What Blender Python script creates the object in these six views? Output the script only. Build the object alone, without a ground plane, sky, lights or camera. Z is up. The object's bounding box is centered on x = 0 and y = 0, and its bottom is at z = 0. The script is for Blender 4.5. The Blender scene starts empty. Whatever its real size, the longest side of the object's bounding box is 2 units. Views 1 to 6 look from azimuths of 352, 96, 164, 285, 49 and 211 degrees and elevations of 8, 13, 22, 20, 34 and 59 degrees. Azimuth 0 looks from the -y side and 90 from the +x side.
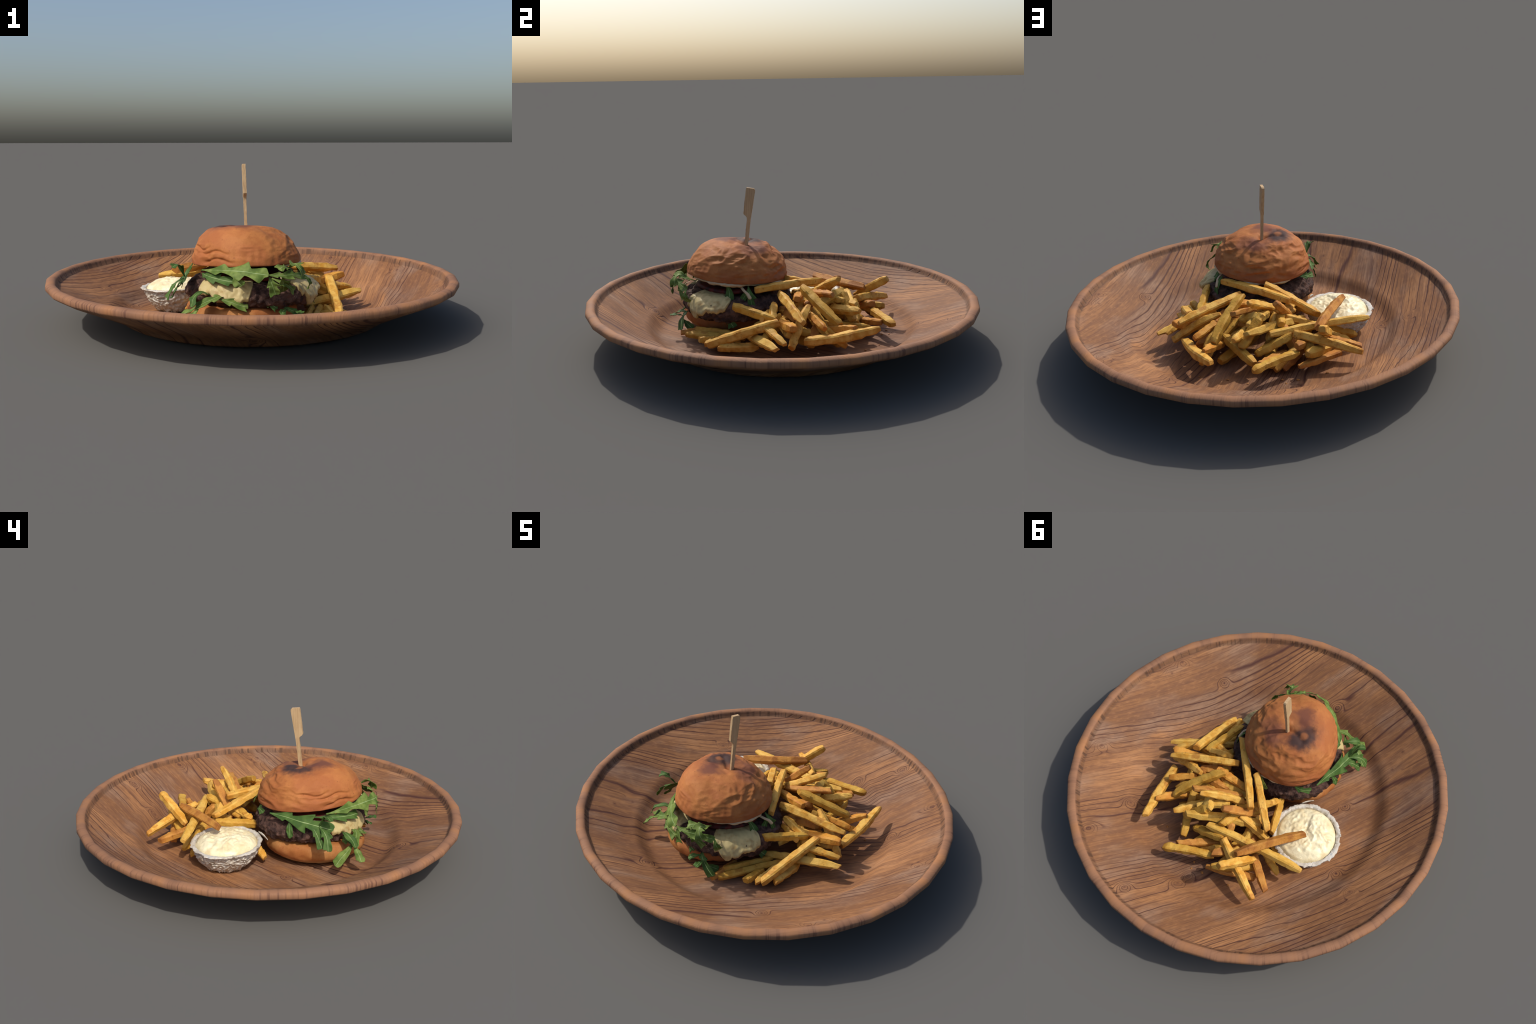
"""A hamburger with rocket leaves, french fries and a cup of creamy dip on a turned wooden plate."""
import math
import random
import bpy
import numpy as np
from mathutils import Vector, Matrix, noise

rng = random.Random(11)
TAU = math.tau


# ------------------------------------------------------------------ node helpers
class Nodes:
    """Small expression helper round a material's node tree."""

    def __init__(self, name, rough=0.6, spec=0.3):
        self.mat = bpy.data.materials.new(name)
        self.mat.use_nodes = True
        self.t = self.mat.node_tree
        self.bsdf = self.t.nodes["Principled BSDF"]
        self.bsdf.inputs["Roughness"].default_value = rough
        self.bsdf.inputs["Specular IOR Level"].default_value = spec
        self.tc = self.t.nodes.new("ShaderNodeTexCoord")

    def plug(self, sock, v):
        if isinstance(v, (int, float)):
            sock.default_value = v
        elif isinstance(v, (tuple, list)):
            n = len(sock.default_value)
            v = tuple(v)
            sock.default_value = v + (1.0,) if n == 4 and len(v) == 3 else v
        else:
            self.t.links.new(v, sock)

    def m(self, op, a, b=0.0, c=0.0):
        n = self.t.nodes.new("ShaderNodeMath")
        n.operation = op
        for s, v in zip(n.inputs, (a, b, c)):
            self.plug(s, v)
        return n.outputs[0]

    def vm(self, op, a, b=(0, 0, 0)):
        n = self.t.nodes.new("ShaderNodeVectorMath")
        n.operation = op
        self.plug(n.inputs[0], a)
        self.plug(n.inputs[1], b)
        return n.outputs["Value"] if op in ("DISTANCE", "LENGTH", "DOT_PRODUCT") else n.outputs[0]

    def xyz(self, x, y, z=0.0):
        n = self.t.nodes.new("ShaderNodeCombineXYZ")
        for s, v in zip(n.inputs, (x, y, z)):
            self.plug(s, v)
        return n.outputs[0]

    def sep(self, v):
        n = self.t.nodes.new("ShaderNodeSeparateXYZ")
        self.plug(n.inputs[0], v)
        return n.outputs

    def noise(self, vec, scale=1.0, detail=2.0, rough=0.5, distort=0.0):
        n = self.t.nodes.new("ShaderNodeTexNoise")
        self.plug(n.inputs["Vector"], vec)
        n.inputs["Scale"].default_value = scale
        n.inputs["Detail"].default_value = detail
        n.inputs["Roughness"].default_value = rough
        n.inputs["Distortion"].default_value = distort
        return n.outputs["Fac"]

    def voronoi(self, vec, scale):
        n = self.t.nodes.new("ShaderNodeTexVoronoi")
        self.plug(n.inputs["Vector"], vec)
        n.inputs["Scale"].default_value = scale
        return n.outputs["Distance"]

    def step(self, v, lo, hi, a=0.0, b=1.0):
        n = self.t.nodes.new("ShaderNodeMapRange")
        n.interpolation_type = "SMOOTHSTEP"
        for s, x in zip(n.inputs, (v, lo, hi, a, b)):
            self.plug(s, x)
        return n.outputs[0]

    def mix(self, fac, a, b, kind="MIX"):
        n = self.t.nodes.new("ShaderNodeMix")
        n.data_type = "RGBA"
        n.blend_type = kind
        self.plug(n.inputs[0], fac)
        self.plug(n.inputs[6], a)
        self.plug(n.inputs[7], b)
        return n.outputs[2]

    def ramp(self, fac, stops):
        n = self.t.nodes.new("ShaderNodeValToRGB")
        e = n.color_ramp.elements
        while len(e) < len(stops):
            e.new(0.5)
        for el, (p, c) in zip(e, stops):
            el.position = p
            el.color = (*c, 1.0)
        self.plug(n.inputs[0], fac)
        return n.outputs[0]

    def bump(self, height, strength=0.3, dist=0.01):
        n = self.t.nodes.new("ShaderNodeBump")
        n.inputs["Strength"].default_value = strength
        n.inputs["Distance"].default_value = dist
        self.plug(n.inputs["Height"], height)
        self.t.links.new(n.outputs[0], self.bsdf.inputs["Normal"])

    def done(self, colour):
        self.plug(self.bsdf.inputs["Base Color"], colour)
        return self.mat


# ------------------------------------------------------------------ mesh helpers
def make_mesh(name, verts, faces, mats, face_mat=None, sharp=None, smooth=True):
    me = bpy.data.meshes.new(name)
    me.from_pydata([tuple(map(float, v)) for v in verts], [], faces)
    for m in mats:
        me.materials.append(m)
    if face_mat is not None:
        me.polygons.foreach_set("material_index", face_mat)
    me.polygons.foreach_set("use_smooth", [smooth] * len(me.polygons))
    if sharp:
        me.set_sharp_from_angle(angle=math.radians(sharp))
    me.update()
    return me


def add_object(name, me, parent=None, loc=(0, 0, 0)):
    ob = bpy.data.objects.new(name, me)
    bpy.context.scene.collection.objects.link(ob)
    ob.location = loc
    if parent:
        ob.parent = parent
    return ob


def thing(name, label, category, loc):
    e = bpy.data.objects.new(name, None)
    e.empty_display_size = 0.05
    bpy.context.scene.collection.objects.link(e)
    e.location = loc
    e["label"], e["category"] = label, category
    return e


def part(name, parent, verts, faces, mats, **kw):
    """A child mesh whose vertices are given in scene coordinates."""
    o = np.array(parent.location)
    return add_object(name, make_mesh(name, np.asarray(verts, float) - o, faces, mats, **kw), parent)


def lathe_faces(rings, seg, cap_start=False, cap_end=False):
    f = []
    for i in range(rings - 1):
        for j in range(seg):
            k = (j + 1) % seg
            f.append((i * seg + j, i * seg + k, (i + 1) * seg + k, (i + 1) * seg + j))
    if cap_start:
        f.append(tuple(reversed(range(seg))))
    if cap_end:
        f.append(tuple((rings - 1) * seg + j for j in range(seg)))
    return f


def grid_faces(nu, nv):
    return [(i * nv + j, i * nv + j + 1, (i + 1) * nv + j + 1, (i + 1) * nv + j) for i in range(nu - 1) for j in range(nv - 1)]


def nz(p, scale, seed=0.0):
    return noise.noise((p[0] * scale + seed, p[1] * scale - seed * 1.7, p[2] * scale + seed * 0.6))


def ridged(p, scale, seed=0.0):
    return 1.0 - 2.0 * abs(nz(p, scale, seed))


def spline(pts, n):
    """Catmull-Rom through the points, n samples."""
    p = [np.array(q, float) for q in pts]
    p = [2 * p[0] - p[1]] + p + [2 * p[-1] - p[-2]]
    out = []
    for i in range(n):
        x = i / (n - 1) * (len(p) - 3)
        k = min(int(x), len(p) - 4)
        t = x - k
        a, b, c, d = p[k:k + 4]
        out.append(0.5 * (2 * b + (c - a) * t + (2 * a - 5 * b + 4 * c - d) * t * t + (3 * b - a - 3 * c + d) * t ** 3))
    return np.array(out)


def frame(yaw, tx, ty):
    n = np.array([tx, ty, 1.0])
    n /= np.linalg.norm(n)
    x = np.array([math.cos(yaw), math.sin(yaw), 0.0])
    x -= n * (x @ n)
    x /= np.linalg.norm(x)
    return x, np.cross(n, x), n


# ------------------------------------------------------------------ materials
GRAIN = math.radians(60.0)
# knots in the board: x, y, size
KNOTS = [(0.81, -0.42, 0.050), (0.82, -0.33, 0.040), (0.56, -0.48, 0.035), (0.41, -0.33, 0.032), (-0.08, -0.70, 0.042),
         (-0.55, -0.61, 0.045), (-0.55, -0.50, 0.040), (0.22, 0.86, 0.040), (0.05, 0.67, 0.045), (-0.59, 0.17, 0.035),
         (-0.71, 0.25, 0.035), (0.53, 0.44, 0.040), (0.57, 0.71, 0.050), (-0.43, -0.20, 0.032), (0.04, 0.60, 0.035), (0.84, 0.28, 0.045)]


def wood_material():
    w = Nodes("oiled_wood", rough=0.68, spec=0.2)
    x, y, z = w.sep(w.tc.outputs["Object"])
    c, s = math.cos(GRAIN), math.sin(GRAIN)
    u = w.m("ADD", w.m("MULTIPLY", x, c), w.m("MULTIPLY", y, s))
    v = w.m("SUBTRACT", w.m("MULTIPLY", y, c), w.m("MULTIPLY", x, s))

    def stretched(su, sv, seed=0.0, **kw):
        return w.noise(w.xyz(w.m("MULTIPLY_ADD", u, su, seed), w.m("MULTIPLY", v, sv), seed), **kw)

    # growth rings: contour lines of a stretched height field, bent round the knots
    h = w.m("MULTIPLY", v, 30.0)
    h = w.m("MULTIPLY_ADD", stretched(0.42, 2.6, 3.1, detail=1.0), 14.0, h)
    h = w.m("MULTIPLY_ADD", stretched(1.6, 9.0, 8.7, detail=1.0), 1.2, h)
    h = w.m("MULTIPLY_ADD", stretched(6.0, 26.0, 5.5, detail=2.0), 0.55, h)
    knot_core = 0.0
    for kx, ky, r in KNOTS:
        ku, kv = kx * c + ky * s, ky * c - kx * s
        du = w.m("MULTIPLY", w.m("SUBTRACT", u, ku), 0.85 / (0.62 * r))
        dv = w.m("MULTIPLY", w.m("SUBTRACT", v, kv), 1.0 / (0.62 * r))
        d2 = w.m("ADD", w.m("MULTIPLY", du, du), w.m("MULTIPLY", dv, dv))
        g = w.m("POWER", 2.718, w.m("MULTIPLY", d2, -0.8))
        h = w.m("MULTIPLY_ADD", g, 3.4, h)
        knot_core = w.m("MAXIMUM", knot_core, w.m("POWER", 2.718, w.m("MULTIPLY", d2, -16.0)))
    t = w.m("FRACT", h)
    tri = w.m("ABSOLUTE", w.m("SUBTRACT", t, 0.5))
    wide = w.m("MULTIPLY_ADD", stretched(1.0, 7.0, 5.0, detail=2.0), 0.56, -0.12)
    line = w.step(tri, 0.0, wide, 1.0, 0.0)
    here = w.step(stretched(0.5, 5.5, 21.0, detail=2.0), 0.44, 0.56)
    line = w.m("MULTIPLY", line, w.m("MULTIPLY_ADD", here, 0.88, 0.12))
    pores = stretched(7.0, 150.0, 2.0, detail=3.0)
    streak = stretched(2.0, 34.0, 12.0, detail=2.0)
    patch = stretched(1.6, 3.6, 30.0, detail=3.0)
    cool = stretched(2.6, 5.5, 44.0, detail=3.0)
    base = w.ramp(patch, [(0.30, (0.165, 0.075, 0.033)), (0.5, (0.248, 0.113, 0.047)), (0.68, (0.41, 0.195, 0.080))])
    base = w.mix(w.step(cool, 0.46, 0.66, 0.0, 0.7), base, (0.275, 0.172, 0.115))
    base = w.mix(w.step(streak, 0.42, 0.66, 0.0, 0.5), base, (0.150, 0.068, 0.037))
    base = w.mix(w.step(pores, 0.45, 0.64, 0.0, 0.5), base, (0.135, 0.060, 0.033))
    speck = stretched(26.0, 70.0, 17.0, detail=3.0)
    base = w.mix(w.step(speck, 0.52, 0.68, 0.0, 0.30), base, (0.12, 0.056, 0.034))
    base = w.mix(w.step(speck, 0.46, 0.34, 0.0, 0.22), base, (0.40, 0.20, 0.09))
    col = w.mix(w.m("MULTIPLY", line, 0.90), base, (0.066, 0.024, 0.019))
    col = w.mix(w.m("MULTIPLY", knot_core, 0.75), col, (0.09, 0.035, 0.025))
    # rim: end grain ticks that run across the lip
    rad = w.m("SQRT", w.m("ADD", w.m("MULTIPLY", x, x), w.m("MULTIPLY", y, y)))
    rd = w.m("MAXIMUM", rad, 0.001)
    around = w.xyz(w.m("DIVIDE", x, rd), w.m("DIVIDE", y, rd), 0.0)
    tick = w.noise(around, scale=75.0, detail=3.0, rough=0.6)
    tick2 = w.noise(around, scale=9.0, detail=2.0)
    rimcol = w.ramp(tick2, [(0.3, (0.215, 0.108, 0.062)), (0.5, (0.275, 0.136, 0.073)), (0.7, (0.325, 0.150, 0.066))])
    face = w.step(rad, 0.980, 0.997, 0.28, 1.0)
    rimcol = w.mix(w.m("MULTIPLY", w.m("MULTIPLY", face, w.step(tick, 0.50, 0.62)), w.step(tick2, 0.38, 0.60, 0.85, 0.22)), rimcol, (0.125, 0.058, 0.038))
    edge = w.m("MULTIPLY", w.step(rad, 0.944, 0.950), w.step(z, 0.190, 0.196))
    col = w.mix(edge, col, rimcol)
    # shade at the lip's inner foot, painted as a dark band with short cuts
    lip_shade = w.m("MULTIPLY", w.step(rad, 0.930, 0.938), w.step(rad, 0.956, 0.950))
    cuts = w.step(w.noise(around, scale=60.0, detail=2.0), 0.52, 0.62)
    lip_shade = w.m("MULTIPLY", lip_shade, w.m("MULTIPLY_ADD", cuts, 0.45, 0.40))
    lip_shade = w.m("MULTIPLY", lip_shade, w.step(z, 0.190, 0.196))
    col = w.mix(lip_shade, col, (0.075, 0.038, 0.022))
    w.bump(w.m("ADD", w.m("MULTIPLY", w.m("MULTIPLY", line, w.m("SUBTRACT", 1.0, edge)), -0.6), w.m("MULTIPLY", pores, -0.6)), 0.45, 0.006)
    return w.done(col)


def fry_material(name, flesh, deep, skin, brown):
    f = Nodes(name, rough=0.6, spec=0.2)
    gen, obj = f.tc.outputs["Generated"], f.tc.outputs["Object"]
    info = f.t.nodes.new("ShaderNodeObjectInfo")
    r = info.outputs["Random"]
    p = f.vm("ADD", obj, f.xyz(f.m("MULTIPLY", r, 37.0), f.m("MULTIPLY", r, 11.0), 0.0))
    col = f.mix(f.step(f.noise(p, 26.0, 3.0), 0.35, 0.68), flesh, deep)
    col = f.mix(f.m("MULTIPLY", r, 0.30), col, deep)
    gx = f.sep(gen)[0]
    end = f.m("ABSOLUTE", f.m("SUBTRACT", gx, 0.5))
    col = f.mix(f.m("MULTIPLY", f.step(f.m("ADD", end, f.m("MULTIPLY", f.noise(p, 20.0, 2.0), 0.16)), 0.47, 0.60), 0.55), col, skin)
    gy, gz = f.sep(gen)[1], f.sep(gen)[2]
    ey, ez = (f.m("ABSOLUTE", f.m("SUBTRACT", q, 0.5)) for q in (gy, gz))
    rib = f.m("ADD", f.m("MULTIPLY", f.m("MINIMUM", ey, ez), 2.0), f.m("MULTIPLY", f.noise(p, 28.0, 3.0), 0.5))
    col = f.mix(f.step(rib, 0.93, 1.15, 0.0, 0.62), col, skin)
    col = f.mix(f.step(f.noise(p, 15.0, 3.0, 0.6), 0.62 - brown, 0.72 - brown * 0.6, 0.0, 0.75), col, skin)
    col = f.mix(f.step(f.noise(p, 55.0, 3.0, 0.65), 0.60, 0.72, 0.0, 0.6), col, (0.20, 0.075, 0.015))
    f.bump(f.noise(p, 95.0, 3.0, 0.6), 0.35, 0.006)
    f.bsdf.inputs["Subsurface Weight"].default_value = 0.0
    return f.done(col)


def bun_material(name, centre, burns, light, dark, tint=None):
    b = Nodes(name, rough=0.66, spec=0.16)
    obj = b.tc.outputs["Object"]
    col = b.mix(b.step(b.noise(obj, 9.0, 4.0, 0.6), 0.35, 0.65), light, dark)
    col = b.mix(b.step(b.noise(obj, 38.0, 4.0, 0.65), 0.5, 0.72, 0.0, 0.32), col, (0.30, 0.085, 0.030))
    col = b.mix(b.step(b.noise(obj, 4.5, 2.0), 0.42, 0.62, 0.0, 0.35), col, (0.39, 0.135, 0.050))
    col = b.mix(b.step(b.noise(obj, 150.0, 3.0, 0.7), 0.50, 0.70, 0.0, 0.30), col, (0.24, 0.075, 0.028))
    col = b.mix(b.step(b.noise(obj, 75.0, 2.0, 0.5), 0.68, 0.74, 0.0, 0.45), col, (0.17, 0.055, 0.022))
    if tint:  # baked band: browner crust near the cut edge, or the pale floury foot
        zz = b.sep(obj)[2]
        lo, hi, strength, shade = tint
        zz = b.m("MULTIPLY_ADD", b.m("SUBTRACT", b.noise(obj, 14.0, 3.0), 0.5), 0.05, zz)
        col = b.mix(b.step(zz, lo, hi, strength, 0.0), col, shade)
    wob = b.noise(obj, 22.0, 3.0, 0.6)
    for pos, rad, depth, ink in burns:
        loc = tuple(np.array(pos) - centre)
        d = b.m("ADD", b.vm("DISTANCE", obj, loc), b.m("MULTIPLY", b.m("SUBTRACT", wob, 0.5), rad * 1.1))
        col = b.mix(b.step(d, rad * 0.45, rad * 1.25, depth, 0.0), col, ink)
    b.bump(b.noise(obj, 120.0, 4.0, 0.6), 0.22, 0.004)
    return b.done(col)


def simple(name, a, b2, scale, rough=0.6, spec=0.3, bump=0.3, bscale=90.0, bdist=0.005, lo=0.35, hi=0.65, detail=4.0):
    n = Nodes(name, rough=rough, spec=spec)
    obj = n.tc.outputs["Object"]
    col = n.mix(n.step(n.noise(obj, scale, detail, 0.6), lo, hi), a, b2)
    n.bump(n.noise(obj, bscale, 4.0, 0.65), bump, bdist)
    return n.done(col)


def leaf_material(name, a, b2, vein=False):
    n = Nodes(name, rough=0.6, spec=0.18)
    obj = n.tc.outputs["Object"]
    col = n.mix(n.step(n.noise(obj, 24.0, 3.0), 0.35, 0.65), a, b2)
    n.bump(n.noise(obj, 130.0, 2.0), 0.2, 0.003)
    n.done(col)
    tr = n.t.nodes.new("ShaderNodeBsdfTranslucent")
    n.plug(tr.inputs["Color"], col)
    mx = n.t.nodes.new("ShaderNodeMixShader")
    mx.inputs[0].default_value = 0.15
    n.t.links.new(n.bsdf.outputs[0], mx.inputs[1])
    n.t.links.new(tr.outputs[0], mx.inputs[2])
    n.t.links.new(mx.outputs[0], n.t.nodes["Material Output"].inputs["Surface"])
    return n.mat


WOOD = wood_material()
FRY = [fry_material("golden_fry", (0.71, 0.430, 0.098), (0.55, 0.262, 0.034), (0.40, 0.155, 0.025), 0.03),
       fry_material("skin_on_fry", (0.52, 0.25, 0.052), (0.44, 0.18, 0.034), (0.29, 0.105, 0.024), 0.13),
       fry_material("orange_fry", (0.62, 0.31, 0.055), (0.51, 0.20, 0.026), (0.40, 0.115, 0.020), 0.06),
       fry_material("pale_fry", (0.67, 0.42, 0.095), (0.55, 0.30, 0.048), (0.44, 0.21, 0.045), 0.01),
       fry_material("olive_fry", (0.57, 0.335, 0.060), (0.47, 0.235, 0.030), (0.34, 0.14, 0.020), 0.02)]
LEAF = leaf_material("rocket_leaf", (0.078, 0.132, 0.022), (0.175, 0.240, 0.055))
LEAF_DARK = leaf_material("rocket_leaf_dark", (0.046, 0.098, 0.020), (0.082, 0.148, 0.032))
VEIN = leaf_material("leaf_vein", (0.20, 0.29, 0.10), (0.30, 0.38, 0.17))
CHEESE = simple("melted_cheese", (0.46, 0.365, 0.165), (0.35, 0.235, 0.09), 26.0, rough=0.5, spec=0.25, bump=0.2, bscale=60.0, lo=0.46, hi=0.70)
CREAM = simple("burger_cream", (0.54, 0.43, 0.27), (0.44, 0.31, 0.17), 18.0, rough=0.35, spec=0.4, bump=0.2)  # cream darkened to the tone it has in the bun's shade
TOMATO = simple("tomato_flesh", (0.15, 0.018, 0.012), (0.035, 0.012, 0.009), 22.0, rough=0.55, spec=0.25)  # red taken nearly to black: shadow of the gap below the bun, in the colour
PATTY = simple("seared_beef", (0.034, 0.018, 0.015), (0.120, 0.064, 0.047), 30.0, rough=0.7, spec=0.15, bump=0.7, bscale=70.0, bdist=0.012)
CRUMB = simple("bun_crumb", (0.50, 0.34, 0.17), (0.42, 0.24, 0.10), 20.0, rough=0.8)
BAMBOO = None


# ------------------------------------------------------------------ plate
def build_plate():
    seg = 32
    profile = [  # radius, height: from the centre of the bowl, over the rim, to the foot
        (0.25, 0.022), (0.46, 0.025), (0.56, 0.0285), (0.605, 0.032), (0.632, 0.036), (0.652, 0.046), (0.678, 0.069), (0.698, 0.087), (0.718, 0.096), (0.762, 0.110),
        (0.83, 0.147), (0.90, 0.179), (0.936, 0.193), (0.943, 0.196), (0.951, 0.214), (0.957, 0.223), (0.968, 0.229), (0.982, 0.2285), (0.995, 0.2235), (1.0, 0.2175),
        (1.0, 0.201), (0.996, 0.1945), (0.974, 0.181), (0.89, 0.1437), (0.80, 0.1048), (0.708, 0.0625), (0.672, 0.041), (0.656, 0.028), (0.641, 0.0175),
        (0.61, 0.014), (0.55, 0.010), (0.40, 0.002), (0.25, 0.0)]
    v, f = [], []
    for r, z in profile:
        for j in range(seg):
            a = TAU * j / seg
            v.append((r * math.cos(a), r * math.sin(a), z))
    f = lathe_faces(len(profile), seg)
    f = [tuple(reversed(q)) for q in f]
    n = len(v)
    v += [(0, 0, 0.021), (0, 0, 0.0)]
    last = (len(profile) - 1) * seg
    for j in range(seg):
        k = (j + 1) % seg
        f.append((n, j, k))
        f.append((n + 1, last + k, last + j))
    me = make_mesh("wooden_plate", v, f, [WOOD], sharp=50)
    ob = add_object("wooden_plate", me)
    ob["label"] = "round shallow brown wooden plate with raised rim and dark grain"
    ob["category"] = "plate"


# ------------------------------------------------------------------ burger
BURGER_AT = (-0.06, -0.24, 0.045)
BUN_YAW = 0.445
BUN_C = np.array([-0.058, -0.2337, 0.3211])
BUN_X, BUN_Y, BUN_N = frame(BUN_YAW, -0.019, 0.070)
BUN_A, BUN_B, BUN_H = 0.2471, 0.2667, 0.170
PATTY_C, PATTY_A, PATTY_B, PATTY_YAW = np.array([-0.033, -0.234]), 0.307, 0.281, -0.17


def bun_point(t, r, h):
    """t: angle in the bun's own frame, r and h: fractions of its radius and height."""
    return BUN_C + BUN_A * r * math.cos(t) * BUN_X + BUN_B * r * math.sin(t) * BUN_Y + BUN_N * h * BUN_H


def build_top_bun(burger):
    seg, nrow = 200, 84
    heights = [math.sin(math.pi / 2 * (1 - (i + 1) / nrow)) for i in range(nrow)]

    def outline(t, h):
        """Radius fraction: fuller on one side than on the other, slightly three-cornered."""
        power = 3.46 - 1.15 * math.cos(t) - 0.11 * math.sin(t)
        return (1 - h ** 1.583) ** (1 / power) * (1 + 0.0188 * math.cos(3 * t) - 0.0056 * math.cos(4 * t))

    under = [(0.975, -0.02), (0.93, -0.012), (0.85, 0.0), (0.6, 0.0), (0.3, 0.0)]
    rows = [(1.0, h) for h in heights] + under
    skew = np.array([-0.057, -0.182])
    v = []
    for i, (r0, h) in enumerate(rows):
        for j in range(seg):
            t = TAU * j / seg
            r = r0 * (outline(t, h) if i < nrow else outline(t, 0.0))
            p = bun_point(t, r, h)
            if i >= nrow:
                v.append(p)
                continue
            d = p - (BUN_C + BUN_N * 0.02)
            out = d / np.linalg.norm(d)
            az = math.degrees(math.atan2(p[1] - BUN_C[1], p[0] - BUN_C[0]))  # world bearing
            # wrinkled skin towards +x and +y, smoother towards -x
            side = 0.5 + 0.5 * math.cos(math.radians(az - 55))
            wr = 0.25 + 0.95 * side
            q = p + 0.030 * np.array([nz(p, 9, 4), nz(p, 9, 9), nz(p, 9, 2)])
            flank = min(1.0, max(0.0, (r - 0.25) / 0.4)) * min(1.0, max(0.0, h / 0.15))
            e = 0.0105 * wr * flank * (ridged((q[0], q[1], q[2] * 2.1), 9.5, 3) - 0.5)
            e += 0.0052 * wr * flank * (ridged((q[0], q[1], q[2] * 2.0), 21, 7) - 0.5)
            e += 0.0013 * wr * flank * (ridged((q[0], q[1], q[2] * 1.6), 48, 17) - 0.5)
            e += 0.0040 * nz(p, 7, 5)
            # upright pleats low on the -y and +x flanks
            low = math.exp(-((h - 0.22) / 0.22) ** 2) * (0.3 + 0.7 * (0.5 + 0.5 * math.cos(math.radians(az + 50))))
            e += 0.0042 * low * nz((p[0] * 2.2, p[1] * 2.2, p[2] * 0.25), 22, 12)
            # long fold round the +y flank
            fold_h = 0.44 + 0.07 * math.sin(math.radians(az * 3.1)) + 0.04 * nz(p, 9, 15)
            inside = math.exp(-((az - 78) / 38) ** 2)
            e += inside * (0.009 * math.exp(-((h - fold_h - 0.07) / 0.09) ** 2) - 0.007 * math.exp(-((h - fold_h + 0.07) / 0.07) ** 2))
            # creased, collapsed skin low on the -x flank
            azw = (az - 205 + 540) % 360 - 180
            at = math.exp(-(azw / 34) ** 2) * math.exp(-((h - 0.22) / 0.25) ** 2)
            e += at * 0.006 * (ridged((q[0], q[1] * 1.1, q[2] * 1.9), 15, 21) - 0.5)
            for c0, c1, hh in ((-26, 4, 0.44), (-2, 34, 0.34), (10, 40, 0.14)):
                if c0 - 8 < azw < c1 + 8:
                    fade = min(1.0, (azw - c0 + 8) / 10, (c1 + 8 - azw) / 10)
                    line = hh + 0.05 * math.sin(azw * 0.16 + c0)
                    e -= fade * 0.0085 * math.exp(-((h - line) / 0.032) ** 2)
            # dented crown: pit at the skewer, furrows beside it and a round hollow on the -y side
            dx, dy = p[0] - skew[0], p[1] - skew[1]
            if h > 0.4:
                e -= 0.017 * math.exp(-(dx * dx + dy * dy) / 0.0022)
                for fx, fy, lx, ly, w2, dep in ((-0.105, -0.185, 0.05, -0.02, 0.00022, 0.011), (-0.11, -0.22, 0.05, 0.03, 0.0002, 0.009),
                                               (0.0, -0.13, 0.05, 0.06, 0.0002, 0.009), (-0.06, -0.25, 0.05, 0.0, 0.00025, 0.007)):
                    s = max(-1.0, min(1.0, ((p[0] - fx) * lx + (p[1] - fy) * ly) / (lx * lx + ly * ly)))
                    ex, ey = p[0] - fx - s * lx, p[1] - fy - s * ly
                    e -= dep * math.exp(-(ex * ex + ey * ey) / w2)
                e += 0.003 * math.exp(-((p[0] + 0.15) ** 2 + (p[1] + 0.20) ** 2) / 0.0012)
                e -= 0.010 * math.exp(-((p[0] - 0.01) ** 2 + (p[1] + 0.37) ** 2) / 0.0014)
                e += 0.006 * math.exp(-((p[0] - 0.0) ** 2 + (p[1] + 0.11) ** 2) / 0.0012)
            e -= 0.007 * math.exp(-(((az - 62) / 40) ** 2)) * math.exp(-((h - 0.66) / 0.24) ** 2)
            # wavy lower edge
            v.append(p + out * e + BUN_N * (0.006 * nz((p[0], p[1], 0.0), 11, 31) if h < 0.1 else 0.0))
    n = len(rows)
    f = [tuple(reversed(q)) for q in lathe_faces(n, seg)]
    fm = [0] * len(f)
    for k in range(nrow * seg, len(f)):
        fm[k] = 1
    v.append(v[0] * 0 + np.mean(v[:seg], axis=0))
    v.append(bun_point(0, 0, 0))
    for j in range(seg):
        k = (j + 1) % seg
        f.append((len(v) - 2, j, k))
        fm.append(0)
        f.append((len(v) - 1, (n - 1) * seg + k, (n - 1) * seg + j))
        fm.append(1)
    dark, plum, bare = (0.045, 0.027, 0.025), (0.135, 0.050, 0.034), (0.36, 0.13, 0.045)
    burns = [((-0.130, -0.205, 0.485), 0.100, 0.5, plum), ((-0.140, -0.172, 0.485), 0.068, 0.95, dark), ((-0.162, -0.228, 0.482), 0.046, 0.85, dark),
             ((-0.146, -0.198, 0.488), 0.023, 0.6, bare),
             ((-0.085, -0.290, 0.485), 0.072, 0.85, plum), ((-0.045, -0.255, 0.485), 0.034, 0.65, bare), ((-0.070, -0.225, 0.485), 0.034, 0.5, (0.42, 0.17, 0.06)),
             ((-0.020, -0.120, 0.480), 0.070, 0.78, plum), ((-0.040, -0.135, 0.480), 0.024, 0.5, bare), ((0.045, -0.165, 0.475), 0.060, 0.65, (0.17, 0.060, 0.036))]
    mat = bun_material("toasted_bun", np.array(BURGER_AT), burns, (0.405, 0.155, 0.046), (0.305, 0.100, 0.029), (0.262, 0.325, 0.55, (0.235, 0.066, 0.026)))
    part("top_bun", burger, v, f, [mat, CRUMB], face_mat=fm)


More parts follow.
